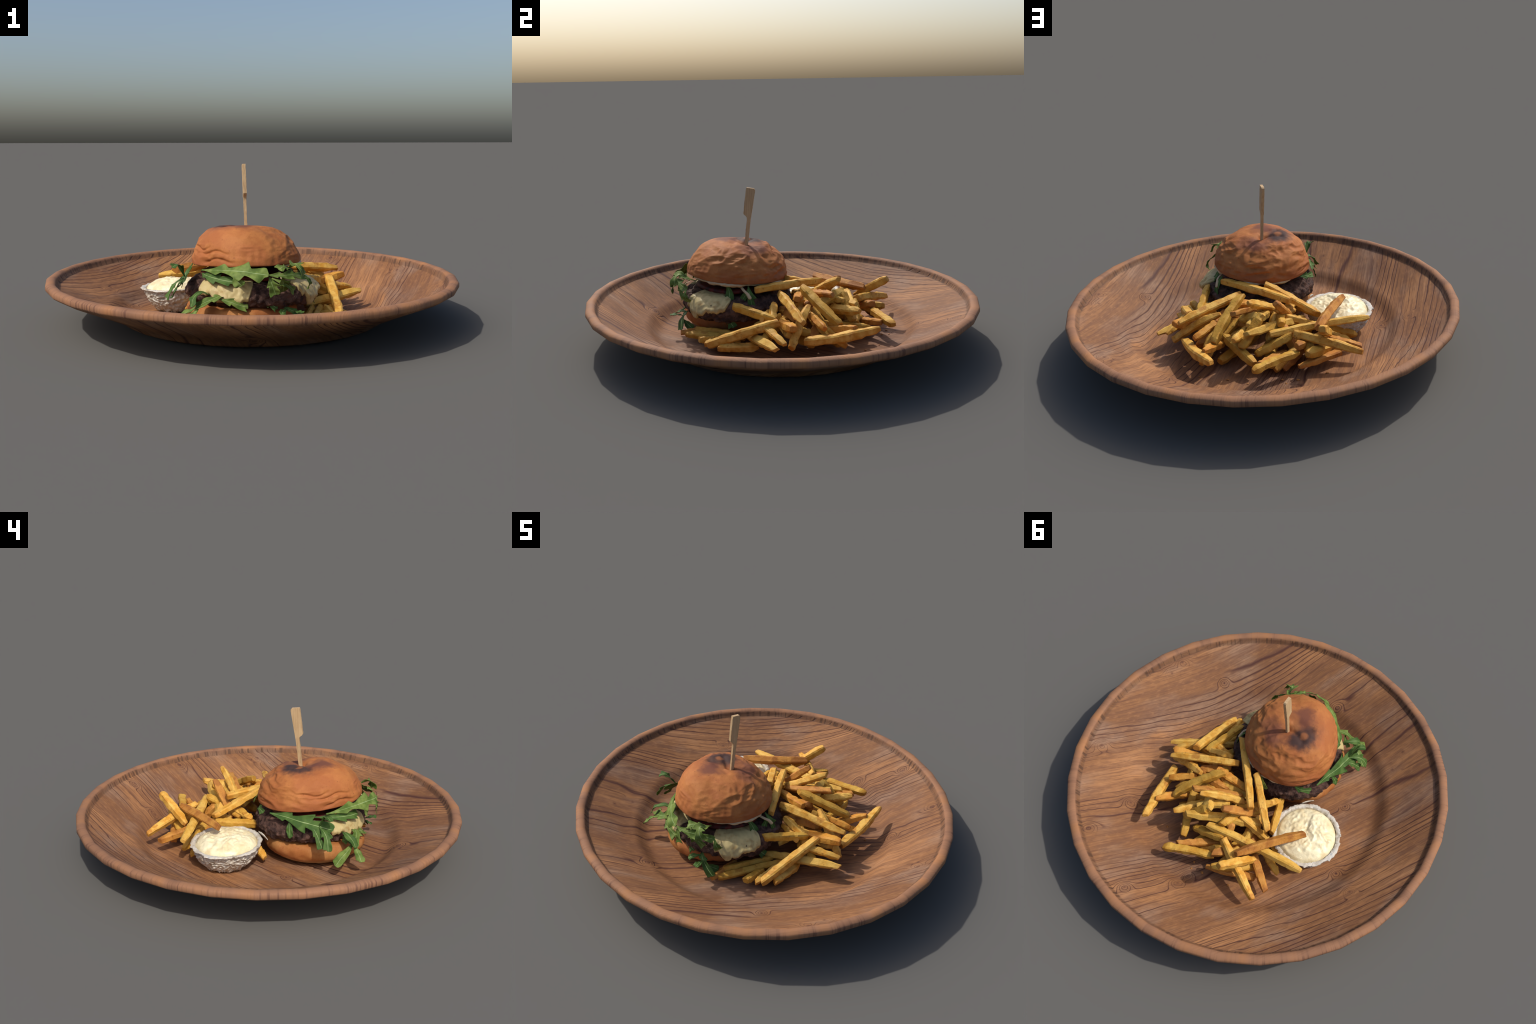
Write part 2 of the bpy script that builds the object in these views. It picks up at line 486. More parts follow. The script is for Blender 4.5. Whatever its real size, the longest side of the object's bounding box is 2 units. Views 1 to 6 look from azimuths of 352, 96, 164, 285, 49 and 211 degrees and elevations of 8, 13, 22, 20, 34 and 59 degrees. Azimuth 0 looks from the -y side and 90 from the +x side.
def build_bottom_bun(burger):
    c = np.array([-0.088, -0.265])
    prof = [(0.02, 0.030), (0.12, 0.030), (0.17, 0.034), (0.205, 0.046), (0.232, 0.064), (0.248, 0.082), (0.254, 0.102), (0.252, 0.122), (0.243, 0.138), (0.230, 0.148),
            (0.20, 0.152), (0.10, 0.153), (0.02, 0.153)]
    prof = spline([(a, b, 0) for a, b in prof], 44)
    seg = 120
    v = []
    for r, z, _ in prof:
        for j in range(seg):
            a = TAU * j / seg
            p = np.array([c[0] + r * math.cos(a), c[1] + 1.02 * r * math.sin(a), z])
            e = 0.008 * nz(p, 8, 3) + 0.0050 * nz((p[0] * 2, p[1] * 2, p[2] * 0.5), 16, 8) + 0.003 * nz(p, 40, 4)
            e *= min(1.0, r / 0.2)
            v.append(p + np.array([math.cos(a), math.sin(a), 0]) * e + np.array([0, 0, 0.004 * nz(p, 14, 6) if z > 0.14 else 0]))
    f = lathe_faces(len(prof), seg, cap_start=True, cap_end=True)
    mat = bun_material("bun_base_crust", np.array(BURGER_AT), [], (0.43, 0.200, 0.066), (0.33, 0.118, 0.032), (0.012, 0.038, 0.8, (0.47, 0.30, 0.135)))
    part("bottom_bun", burger, v, f, [mat])


def patty_radius(a):
    b = a - PATTY_YAW
    return 1.0 / math.sqrt((math.cos(b) / PATTY_A) ** 2 + (math.sin(b) / PATTY_B) ** 2)


def patty_lift(x, y):
    """The patty leans a little: lower towards +x."""
    return -0.030 * (x - PATTY_C[0]) - 0.01 * (y - PATTY_C[1])


PATTY_PROFILE = [(0.05, 0.150), (0.5, 0.149), (0.80, 0.146), (0.90, 0.149), (0.955, 0.158), (0.99, 0.174), (1.0, 0.194), (0.98, 0.215),
                 (0.93, 0.234), (0.86, 0.247), (0.75, 0.255), (0.48, 0.258), (0.05, 0.258)]


def build_patty(burger):
    prof = spline([(a, b, 0) for a, b in PATTY_PROFILE], 90)
    seg = 320
    v = []
    for r, z, _ in prof:
        for j in range(seg):
            a = TAU * j / seg
            rr = r * patty_radius(a)
            p = np.array([PATTY_C[0] + rr * math.cos(a), PATTY_C[1] + rr * math.sin(a), z])
            p[2] += patty_lift(p[0], p[1])
            e = 0.010 * nz(p, 12, 2) + 0.007 * nz(p, 30, 5) + 0.004 * nz(p, 62, 8)
            e += 0.012 * (0.45 - noise.voronoi(Vector(p) * 30)[0][0]) + 0.006 * (0.4 - noise.voronoi(Vector(p) * 62)[0][0])
            e *= min(1.0, max(0.0, (r - 0.3) * 2))
            up = (z - 0.2) / 0.06
            v.append(p + np.array([math.cos(a), math.sin(a), 0.7 * up]) * e)
    part("patty", burger, v, lathe_faces(len(prof), seg, cap_start=True, cap_end=True), [PATTY])


def build_cheese(burger):
    """Melted slices that sag over the patty's edge in tongues."""
    top = spline([(a, b, 0) for a, b in reversed(PATTY_PROFILE[3:])], 200)  # from the top centre down the side

    def sheet(a0, a1, start, drips):
        nu, nv = 64, 46
        outer, inner = [], []
        for i in range(nu):
            t = i / (nu - 1)
            a = math.radians(a0 + (a1 - a0) * t)
            edge = min(1.0, t / 0.08, (1 - t) / 0.08)
            reach = 0.50
            for da, wd, depth in drips:
                reach = max(reach, 0.50 + depth * math.exp(-((math.degrees(a) - da) / wd) ** 2))
            reach = start + 0.02 + (min(reach, 0.97) + 0.055 * nz((math.cos(a), math.sin(a), 0), 12, 2) + 0.03 * nz((math.cos(a), math.sin(a), 0), 31, 5) - start - 0.02) * (0.55 + 0.45 * edge)
            for j in range(nv):
                s = start + (reach - start) * j / (nv - 1)
                k = int(min(198, max(0, s * 198)))
                r, z, _ = top[k]
                dr, dz = top[k + 1][:2] - top[k][:2]
                ln = math.hypot(dr * 0.29, dz) + 1e-9
                nr, nzz = -dz / ln, dr * 0.29 / ln
                rr = r * patty_radius(a)
                x, y = PATTY_C[0] + rr * math.cos(a), PATTY_C[1] + rr * math.sin(a)
                q = j / (nv - 1)
                thick = (0.004 + 0.003 * min(1.0, max(0.0, 1.45 - 1.9 * q)) + 0.005 * nz((x, y, z), 24, 6) + 0.004 * nz((x, y, z), 60, 8) + 0.006 * math.exp(-((q - 0.9) / 0.10) ** 2)) * math.sqrt(max(0.0, 1 - max(0.0, (q - 0.86) / 0.14) ** 2)) * (edge ** 0.5)
                base = np.array([x, y, z + patty_lift(x, y)])
                dirn = np.array([math.cos(a) * nr, math.sin(a) * nr, nzz])
                outer.append(base + dirn * (0.005 + thick))
                inner.append(base - dirn * 0.006)
        v = outer + inner
        f = grid_faces(nu, nv)
        m = nu * nv
        f = f + [tuple(m + q for q in reversed(x)) for x in grid_faces(nu, nv)]
        loop = [j for j in range(nv)] + [i * nv + nv - 1 for i in range(1, nu)] + [(nu - 1) * nv + j for j in range(nv - 2, -1, -1)] + [i * nv for i in range(nu - 2, 0, -1)]
        for p, q in zip(loop, loop[1:] + loop[:1]):
            f.append((q, p, m + p, m + q))
        return v, f

    for k, args in enumerate([(-152, -96, 0.05, [(-143, 12, 0.20), (-125, 14, 0.30), (-112, 11, 0.38), (-101, 8, 0.22)]),
                              (-53, 0, 0.05, [(-37, 7, 0.40), (-29, 8, 0.29), (-16, 13, 0.17), (-48, 6, 0.12)])]):
        v, f = sheet(*args)
        part("cheese", burger, v, f, [CHEESE])


def build_cream_and_tomato(burger):
    # tomato slice under the bun
    seg, prof = 72, [(0.02, 0.258), (0.200, 0.258), (0.214, 0.262), (0.219, 0.271), (0.214, 0.281), (0.200, 0.286), (0.02, 0.286)]
    v = []
    for r, z in prof:
        for j in range(seg):
            a = TAU * j / seg
            rr = r * (1 + 0.04 * nz((math.cos(a), math.sin(a), 0), 2, 4))
            v.append((0.0 - 0.055 + 1.0 * rr * math.cos(a), -0.235 + rr * math.sin(a), z + 0.004 * nz((math.cos(a), math.sin(a), 1), 2, 3)))
    part("tomato_slice", burger, v, lathe_faces(len(prof), seg, cap_start=True, cap_end=True), [TOMATO])
    # cream squeezed out below the bun's edge
    t0, t1, n, ring = math.radians(-60), math.radians(112), 90, 14
    v = []
    for i in range(n):
        t = t0 + (t1 - t0) * i / (n - 1)
        b = t - 0.411
        c = bun_point(b, 0.90, -0.055)
        end = min(1.0, i / 6, (n - 1 - i) / 6)
        fat = 0.35 + 0.65 * max(0.0, min(1.0, 0.55 + 2.0 * nz((math.cos(t), math.sin(t), 0), 4.0, 17)))
        rad = (0.022 * fat) * (end ** 0.5) + 0.001
        o = np.array([math.cos(t), math.sin(t), 0])
        for j in range(ring):
            a = TAU * j / ring
            w = 1 + 0.25 * nz(c + o * 0.02 * math.cos(a), 55, 4 + j)
            v.append(c + (o * math.cos(a) * 1.15 + np.array([0, 0, 1]) * math.sin(a) * 0.62) * rad * w)
    part("cream", burger, v, lathe_faces(n, ring, cap_start=True, cap_end=True), [CREAM])
    # a long drip beside the fries, and a thin stray one
    for pts, r0 in (([(0.172, -0.185, 0.303), (0.196, -0.170, 0.292), (0.207, -0.150, 0.276), (0.214, -0.135, 0.252)], 0.010),
                    ([(-0.02, 0.005, 0.300), (-0.03, 0.022, 0.286), (-0.036, 0.028, 0.262), (-0.045, 0.030, 0.235)], 0.008),
                    ([(0.06, -0.455, 0.305), (0.065, -0.482, 0.295), (0.066, -0.492, 0.282)], 0.008)):
        sp, v = spline(pts, 18), []
        for i, c in enumerate(sp):
            rad = r0 * (0.62 + 0.38 * (i / 17) ** 2 + 0.10 * nz(c, 40, 6)) * (1.0 if 0 < i < 17 else 0.4)
            for j in range(10):
                a = TAU * j / 10
                v.append(c + np.array([math.cos(a), math.sin(a), 0.35 * math.sin(a)]) * rad)
        part("cream", burger, v, lathe_faces(18, 10, cap_start=True, cap_end=True), [CREAM])


def build_skewer(burger):
    """Flat bamboo pick: slim shaft, paddle-shaped head with a notch below it."""
    b = Nodes("bamboo", rough=0.6, spec=0.2)
    x, y, z = b.sep(b.tc.outputs["Object"])
    fine = b.noise(b.xyz(b.m("MULTIPLY", x, 260.0), b.m("MULTIPLY", y, 260.0), b.m("MULTIPLY", z, 7.0)), 1.0, 3.0)
    col = b.mix(b.step(fine, 0.35, 0.7), (0.54, 0.38, 0.21), (0.41, 0.26, 0.13))
    col = b.mix(b.step(b.noise(b.tc.outputs["Object"], 30.0, 3.0), 0.55, 0.75, 0.0, 0.4), col, (0.55, 0.38, 0.22))
    b.bump(fine, 0.3, 0.003)
    mat = b.done(col)
    foot, top = np.array([-0.0525, -0.194, 0.40]), np.array([-0.0600, -0.152, 0.768])
    axis = (top - foot) / np.linalg.norm(top - foot)
    wide = np.array([0.03, 1.0, 0.0])
    wide -= axis * (wide @ axis)
    wide /= np.linalg.norm(wide)
    thin = np.cross(axis, wide)
    L = np.linalg.norm(top - foot)
    # outline: (fraction of length, left edge, right edge) across the blade
    rows = [(0.0, -0.0085, 0.0085), (0.25, -0.0090, 0.0090), (0.45, -0.0092, 0.0092), (0.555, -0.0092, 0.0098), (0.585, -0.0110, 0.0104), (0.605, -0.0180, 0.0108), (0.618, -0.0260, 0.0110),
            (0.632, -0.0300, 0.0114), (0.75, -0.0300, 0.0140), (0.88, -0.0295, 0.0165), (0.96, -0.0285, 0.0185), (0.985, -0.0278, 0.0170), (1.0, -0.0270, 0.0110)]
    dense = []
    for (s0, l0, r0), (s1, l1, r1) in zip(rows, rows[1:]):
        k = max(1, int((s1 - s0) / 0.02))
        for i in range(k):
            q = i / k
            dense.append((s0 + (s1 - s0) * q, l0 + (l1 - l0) * q, r0 + (r1 - r0) * q))
    dense.append(rows[-1])
    v = []
    across = 5
    for s, l, r in dense:
        c = foot + axis * (L * s)
        th = (0.0062 if s < 0.58 else 0.0075) + 0.0008 * nz((s * 9, 0, 0), 3, 2)
        chip = 0.0014 * nz((s * 40, 1, 0), 1, 5)
        loop = [(l + chip + (r - l) * i / (across - 1), -th) for i in range(across)] + [(r - (r - l) * i / (across - 1), th) for i in range(across)]
        for a, t in loop:
            v.append(c + wide * a + thin * (t + 0.0006 * nz((a * 60, s * 30, t * 90), 2, 4)))
    part("skewer", burger, v, lathe_faces(len(dense), across * 2, cap_start=True, cap_end=True), [mat], sharp=35)


# ------------------------------------------------------------------ rocket leaves
def blade(pts, up, width, lobes=3, lobe_depth=0.6, shear=0.6, stem=0.12, curl=0.25, seed=0, ripple=0.15, tip=0.75):
    """One lobed blade as verts, faces, vein flags. pts: midrib, up: which way the upper face looks."""
    cs = [-1.0, -0.84, -0.66, -0.48, -0.30, -0.14, -0.05, 0.05, 0.14, 0.30, 0.48, 0.66, 0.84, 1.0]
    nt, na = 34 + 12 * lobes, len(cs)
    sp = spline(pts, nt)
    tan = np.gradient(sp, axis=0)
    tan /= np.linalg.norm(tan, axis=1)[:, None]
    length = np.linalg.norm(np.diff(sp, axis=0), axis=1).sum()
    top, bot = [], []
    for i in range(nt):
        t = i / (nt - 1)
        u = np.array(up, float)
        n = u - tan[i] * (u @ tan[i])
        n /= np.linalg.norm(n)
        side = np.cross(tan[i], n)
        body = max(0.0, (t - stem) / (1 - stem))
        env = (0.10 + 0.90 * min(1.0, body * 2.2)) * math.sqrt(max(0.0, 1 - max(0.0, (t - tip) / (1 - tip)) ** 2)) if t > stem else 0.10
        for s in range(na):
            c = cs[s]
            ph = t * lobes + (0.13 if c > 0 else -0.1) + 0.12 * math.sin(seed + 3 * t)
            saw = (ph % 1.0)
            pulse = saw ** 1.3 if saw < 0.82 else (1 - saw) / 0.18 * 0.82 ** 1.3
            w = width * env * (1 - lobe_depth + lobe_depth * 1.35 * pulse)
            if t < stem:
                w = width * 0.10
            w = max(w, 0.0035)
            lean = shear * width * env * pulse * abs(c) ** 1.5
            lift = curl * w * c * c + ripple * w * math.sin(t * 17 + seed + 2.5 * c) * abs(c)
            p = sp[i] + side * (w * c) + n * lift + tan[i] * min(lean, 0.4 * length)
            thick = 0.0011 + 0.0016 * math.exp(-(c / 0.08) ** 2)
            top.append(p + n * thick * 0.6)
            bot.append(p - n * thick)
    v = top + bot
    m = nt * na
    f = [tuple(reversed(q)) for q in grid_faces(nt, na)]
    vein = [1 if (k % (na - 1)) == na // 2 - 1 else 0 for k in range(len(f))]
    f2 = [tuple(m + q for q in reversed(x)) for x in f]
    f = f + f2
    vein += vein[:len(f2)]
    loop = [j for j in range(na)] + [i * na + na - 1 for i in range(1, nt)] + [(nt - 1) * na + j for j in range(na - 2, -1, -1)] + [i * na for i in range(nt - 2, 0, -1)]
    for p, q in zip(loop, loop[1:] + loop[:1]):
        f.append((p, q, m + q, m + p))
        vein.append(0)
    return v, f, vein


def build_leaves(burger):
    B = lambda pts, up, w, lobes=2, depth=0.5, shear=0.4, stem=0.08, curl=0.15, seed=0: (pts, up, w, lobes, depth, shear, stem, curl, seed)
    groups = [
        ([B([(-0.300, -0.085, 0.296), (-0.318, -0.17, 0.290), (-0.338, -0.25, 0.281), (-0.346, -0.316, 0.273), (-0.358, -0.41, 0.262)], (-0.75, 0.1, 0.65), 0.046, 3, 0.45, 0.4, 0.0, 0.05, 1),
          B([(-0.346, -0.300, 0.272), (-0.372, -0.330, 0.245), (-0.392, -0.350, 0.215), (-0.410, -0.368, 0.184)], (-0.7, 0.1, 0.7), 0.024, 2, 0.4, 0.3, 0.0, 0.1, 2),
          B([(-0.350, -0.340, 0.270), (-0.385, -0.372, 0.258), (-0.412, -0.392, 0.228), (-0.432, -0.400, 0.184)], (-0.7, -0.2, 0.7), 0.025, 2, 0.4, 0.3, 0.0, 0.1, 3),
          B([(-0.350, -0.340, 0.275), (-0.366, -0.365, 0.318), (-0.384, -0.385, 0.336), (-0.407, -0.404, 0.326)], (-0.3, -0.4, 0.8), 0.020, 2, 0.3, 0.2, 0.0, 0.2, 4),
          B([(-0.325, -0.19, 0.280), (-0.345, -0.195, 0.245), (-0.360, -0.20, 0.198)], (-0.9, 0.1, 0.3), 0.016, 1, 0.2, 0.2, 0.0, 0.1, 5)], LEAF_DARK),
        # broad leaf across the front
        ([B([(-0.275, -0.360, 0.306), (-0.20, -0.455, 0.318), (-0.12, -0.520, 0.322), (-0.06, -0.555, 0.318), (-0.004, -0.572, 0.310)], (-0.25, -0.75, 0.65), 0.042, 3, 0.5, -0.3, 0.0, 0.05, 6),
          B([(-0.13, -0.515, 0.315), (-0.135, -0.535, 0.285), (-0.115, -0.540, 0.262)], (-0.2, -0.9, 0.3), 0.022, 1, 0.3, 0.2, 0.0, 0.1, 7)], LEAF),
        # front right cluster
        ([B([(-0.010, -0.570, 0.312), (0.05, -0.555, 0.306), (0.11, -0.515, 0.300), (0.172, -0.465, 0.286)], (0.1, -0.75, 0.65), 0.026, 3, 0.6, 0.4, 0.0, 0.1, 8),
          B([(0.00, -0.560, 0.302), (0.012, -0.570, 0.265), (0.027, -0.568, 0.225)], (-0.1, -0.9, 0.45), 0.028, 2, 0.35, 0.3, 0.0, 0.15, 9),
          B([(0.06, -0.535, 0.300), (0.066, -0.525, 0.262), (0.070, -0.500, 0.225)], (0.2, -0.9, 0.35), 0.026, 2, 0.4, 0.3, 0.0, 0.15, 10),
          B([(0.172, -0.465, 0.290), (0.188, -0.470, 0.270), (0.197, -0.464, 0.248), (0.188, -0.445, 0.225)], (0.7, -0.6, 0.3), 0.018, 1, 0.2, 0.2, 0.0, 0.1, 11)], LEAF),
        ([B([(0.10, -0.43, 0.312), (0.115, -0.475, 0.335), (0.117, -0.512, 0.350), (0.140, -0.530, 0.330), (0.155, -0.525, 0.300)], (0.3, -0.5, 0.8), 0.030, 3, 0.5, 0.3, 0.05, 0.2, 12),
          B([(0.11, -0.46, 0.318), (0.070, -0.510, 0.335), (0.045, -0.535, 0.328)], (0.0, -0.6, 0.8), 0.024, 2, 0.4, 0.3, 0.0, 0.1, 13)], LEAF),
        # fork that lies out over the plate at the front left
        ([B([(-0.170, -0.455, 0.190), (-0.205, -0.490, 0.208), (-0.240, -0.505, 0.200), (-0.275, -0.505, 0.185), (-0.310, -0.500, 0.165)], (-0.35, -0.45, 0.85), 0.030, 2, 0.4, 0.4, 0.05, 0.15, 14),
          B([(-0.290, -0.498, 0.176), (-0.330, -0.478, 0.150), (-0.372, -0.452, 0.124), (-0.408, -0.432, 0.100)], (-0.3, -0.2, 0.9), 0.024, 1, 0.15, 0.2, 0.0, 0.1, 15),
          B([(-0.295, -0.500, 0.174), (-0.315, -0.518, 0.150), (-0.335, -0.536, 0.128), (-0.352, -0.548, 0.108)], (-0.3, -0.2, 0.9), 0.021, 1, 0.15, 0.2, 0.0, 0.1, 16),
          B([(-0.240, -0.500, 0.200), (-0.262, -0.470, 0.188), (-0.288, -0.445, 0.176)], (-0.5, -0.3, 0.8), 0.020, 1, 0.4, 0.3, 0.0, 0.1, 17)], LEAF),
        ([B([(-0.215, -0.495, 0.202), (-0.170, -0.515, 0.190), (-0.120, -0.518, 0.172), (-0.085, -0.512, 0.162)], (0.0, -0.7, 0.7), 0.028, 2, 0.5, 0.4, 0.0, 0.1, 18)], LEAF),
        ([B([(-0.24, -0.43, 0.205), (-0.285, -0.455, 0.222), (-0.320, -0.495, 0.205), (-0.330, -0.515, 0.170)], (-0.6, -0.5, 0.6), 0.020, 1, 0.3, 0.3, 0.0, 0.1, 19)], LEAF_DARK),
        # sprig at the +x front, hanging to the plate
        ([B([(0.060, -0.455, 0.152), (0.100, -0.490, 0.142), (0.150, -0.500, 0.115), (0.195, -0.495, 0.080)], (0.2, -0.6, 0.75), 0.024, 2, 0.4, 0.4, 0.05, 0.1, 20),
          B([(0.120, -0.500, 0.135), (0.130, -0.530, 0.142), (0.142, -0.562, 0.142)], (0.1, -0.3, 0.9), 0.017, 1, 0.2, 0.2, 0.0, 0.1, 21),
          B([(0.140, -0.495, 0.120), (0.155, -0.470, 0.100), (0.170, -0.442, 0.080)], (0.4, -0.4, 0.8), 0.018, 1, 0.2, 0.2, 0.0, 0.1, 22),
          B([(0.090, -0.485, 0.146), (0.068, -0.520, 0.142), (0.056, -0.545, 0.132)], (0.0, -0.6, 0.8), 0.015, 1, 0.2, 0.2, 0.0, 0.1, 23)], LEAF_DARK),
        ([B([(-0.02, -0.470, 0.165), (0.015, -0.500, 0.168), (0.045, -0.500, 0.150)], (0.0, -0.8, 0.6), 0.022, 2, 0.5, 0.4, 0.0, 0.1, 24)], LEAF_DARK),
        # two leaves hanging on the +x side
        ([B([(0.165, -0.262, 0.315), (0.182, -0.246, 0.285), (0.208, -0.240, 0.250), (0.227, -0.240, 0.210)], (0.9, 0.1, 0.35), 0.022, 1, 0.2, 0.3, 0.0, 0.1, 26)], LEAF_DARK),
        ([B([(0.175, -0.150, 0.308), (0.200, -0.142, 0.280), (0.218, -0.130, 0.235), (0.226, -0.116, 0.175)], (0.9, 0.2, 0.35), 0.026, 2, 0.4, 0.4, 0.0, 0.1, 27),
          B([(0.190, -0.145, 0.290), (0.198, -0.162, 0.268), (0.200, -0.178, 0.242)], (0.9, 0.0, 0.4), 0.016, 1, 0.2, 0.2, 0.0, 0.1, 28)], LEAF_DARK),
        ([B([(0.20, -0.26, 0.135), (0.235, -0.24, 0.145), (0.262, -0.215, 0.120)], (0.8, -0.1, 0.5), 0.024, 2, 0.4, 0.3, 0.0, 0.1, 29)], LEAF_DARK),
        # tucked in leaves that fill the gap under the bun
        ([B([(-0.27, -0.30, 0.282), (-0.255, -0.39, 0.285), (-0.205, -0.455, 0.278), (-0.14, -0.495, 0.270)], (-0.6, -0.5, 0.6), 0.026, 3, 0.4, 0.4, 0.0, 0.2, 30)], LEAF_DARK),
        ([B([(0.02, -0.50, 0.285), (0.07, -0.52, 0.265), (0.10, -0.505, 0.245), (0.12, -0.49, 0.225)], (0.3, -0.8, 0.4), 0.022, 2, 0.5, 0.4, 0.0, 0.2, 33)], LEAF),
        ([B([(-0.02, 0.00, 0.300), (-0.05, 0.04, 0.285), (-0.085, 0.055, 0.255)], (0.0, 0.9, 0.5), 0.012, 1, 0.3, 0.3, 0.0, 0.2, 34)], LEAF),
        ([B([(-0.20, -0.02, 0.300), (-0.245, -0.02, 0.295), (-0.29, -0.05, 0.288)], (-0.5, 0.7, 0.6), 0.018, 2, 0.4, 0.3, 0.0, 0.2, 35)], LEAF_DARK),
    ]
    for blades, mat in groups:
        V, F, M = [], [], []
        for pts, up, w, lobes, depth, shear, stem, curl, seed in blades:
            v, f, vein = blade(pts, up, w * 1.12, lobes, min(0.62, depth + 0.12), shear + 0.25, stem, curl, seed)
            o = len(V)
            V += v
            F += [tuple(o + q for q in x) for x in f]
            M += vein
        part("rocket_leaf", burger, V, F, [mat, VEIN], face_mat=M)


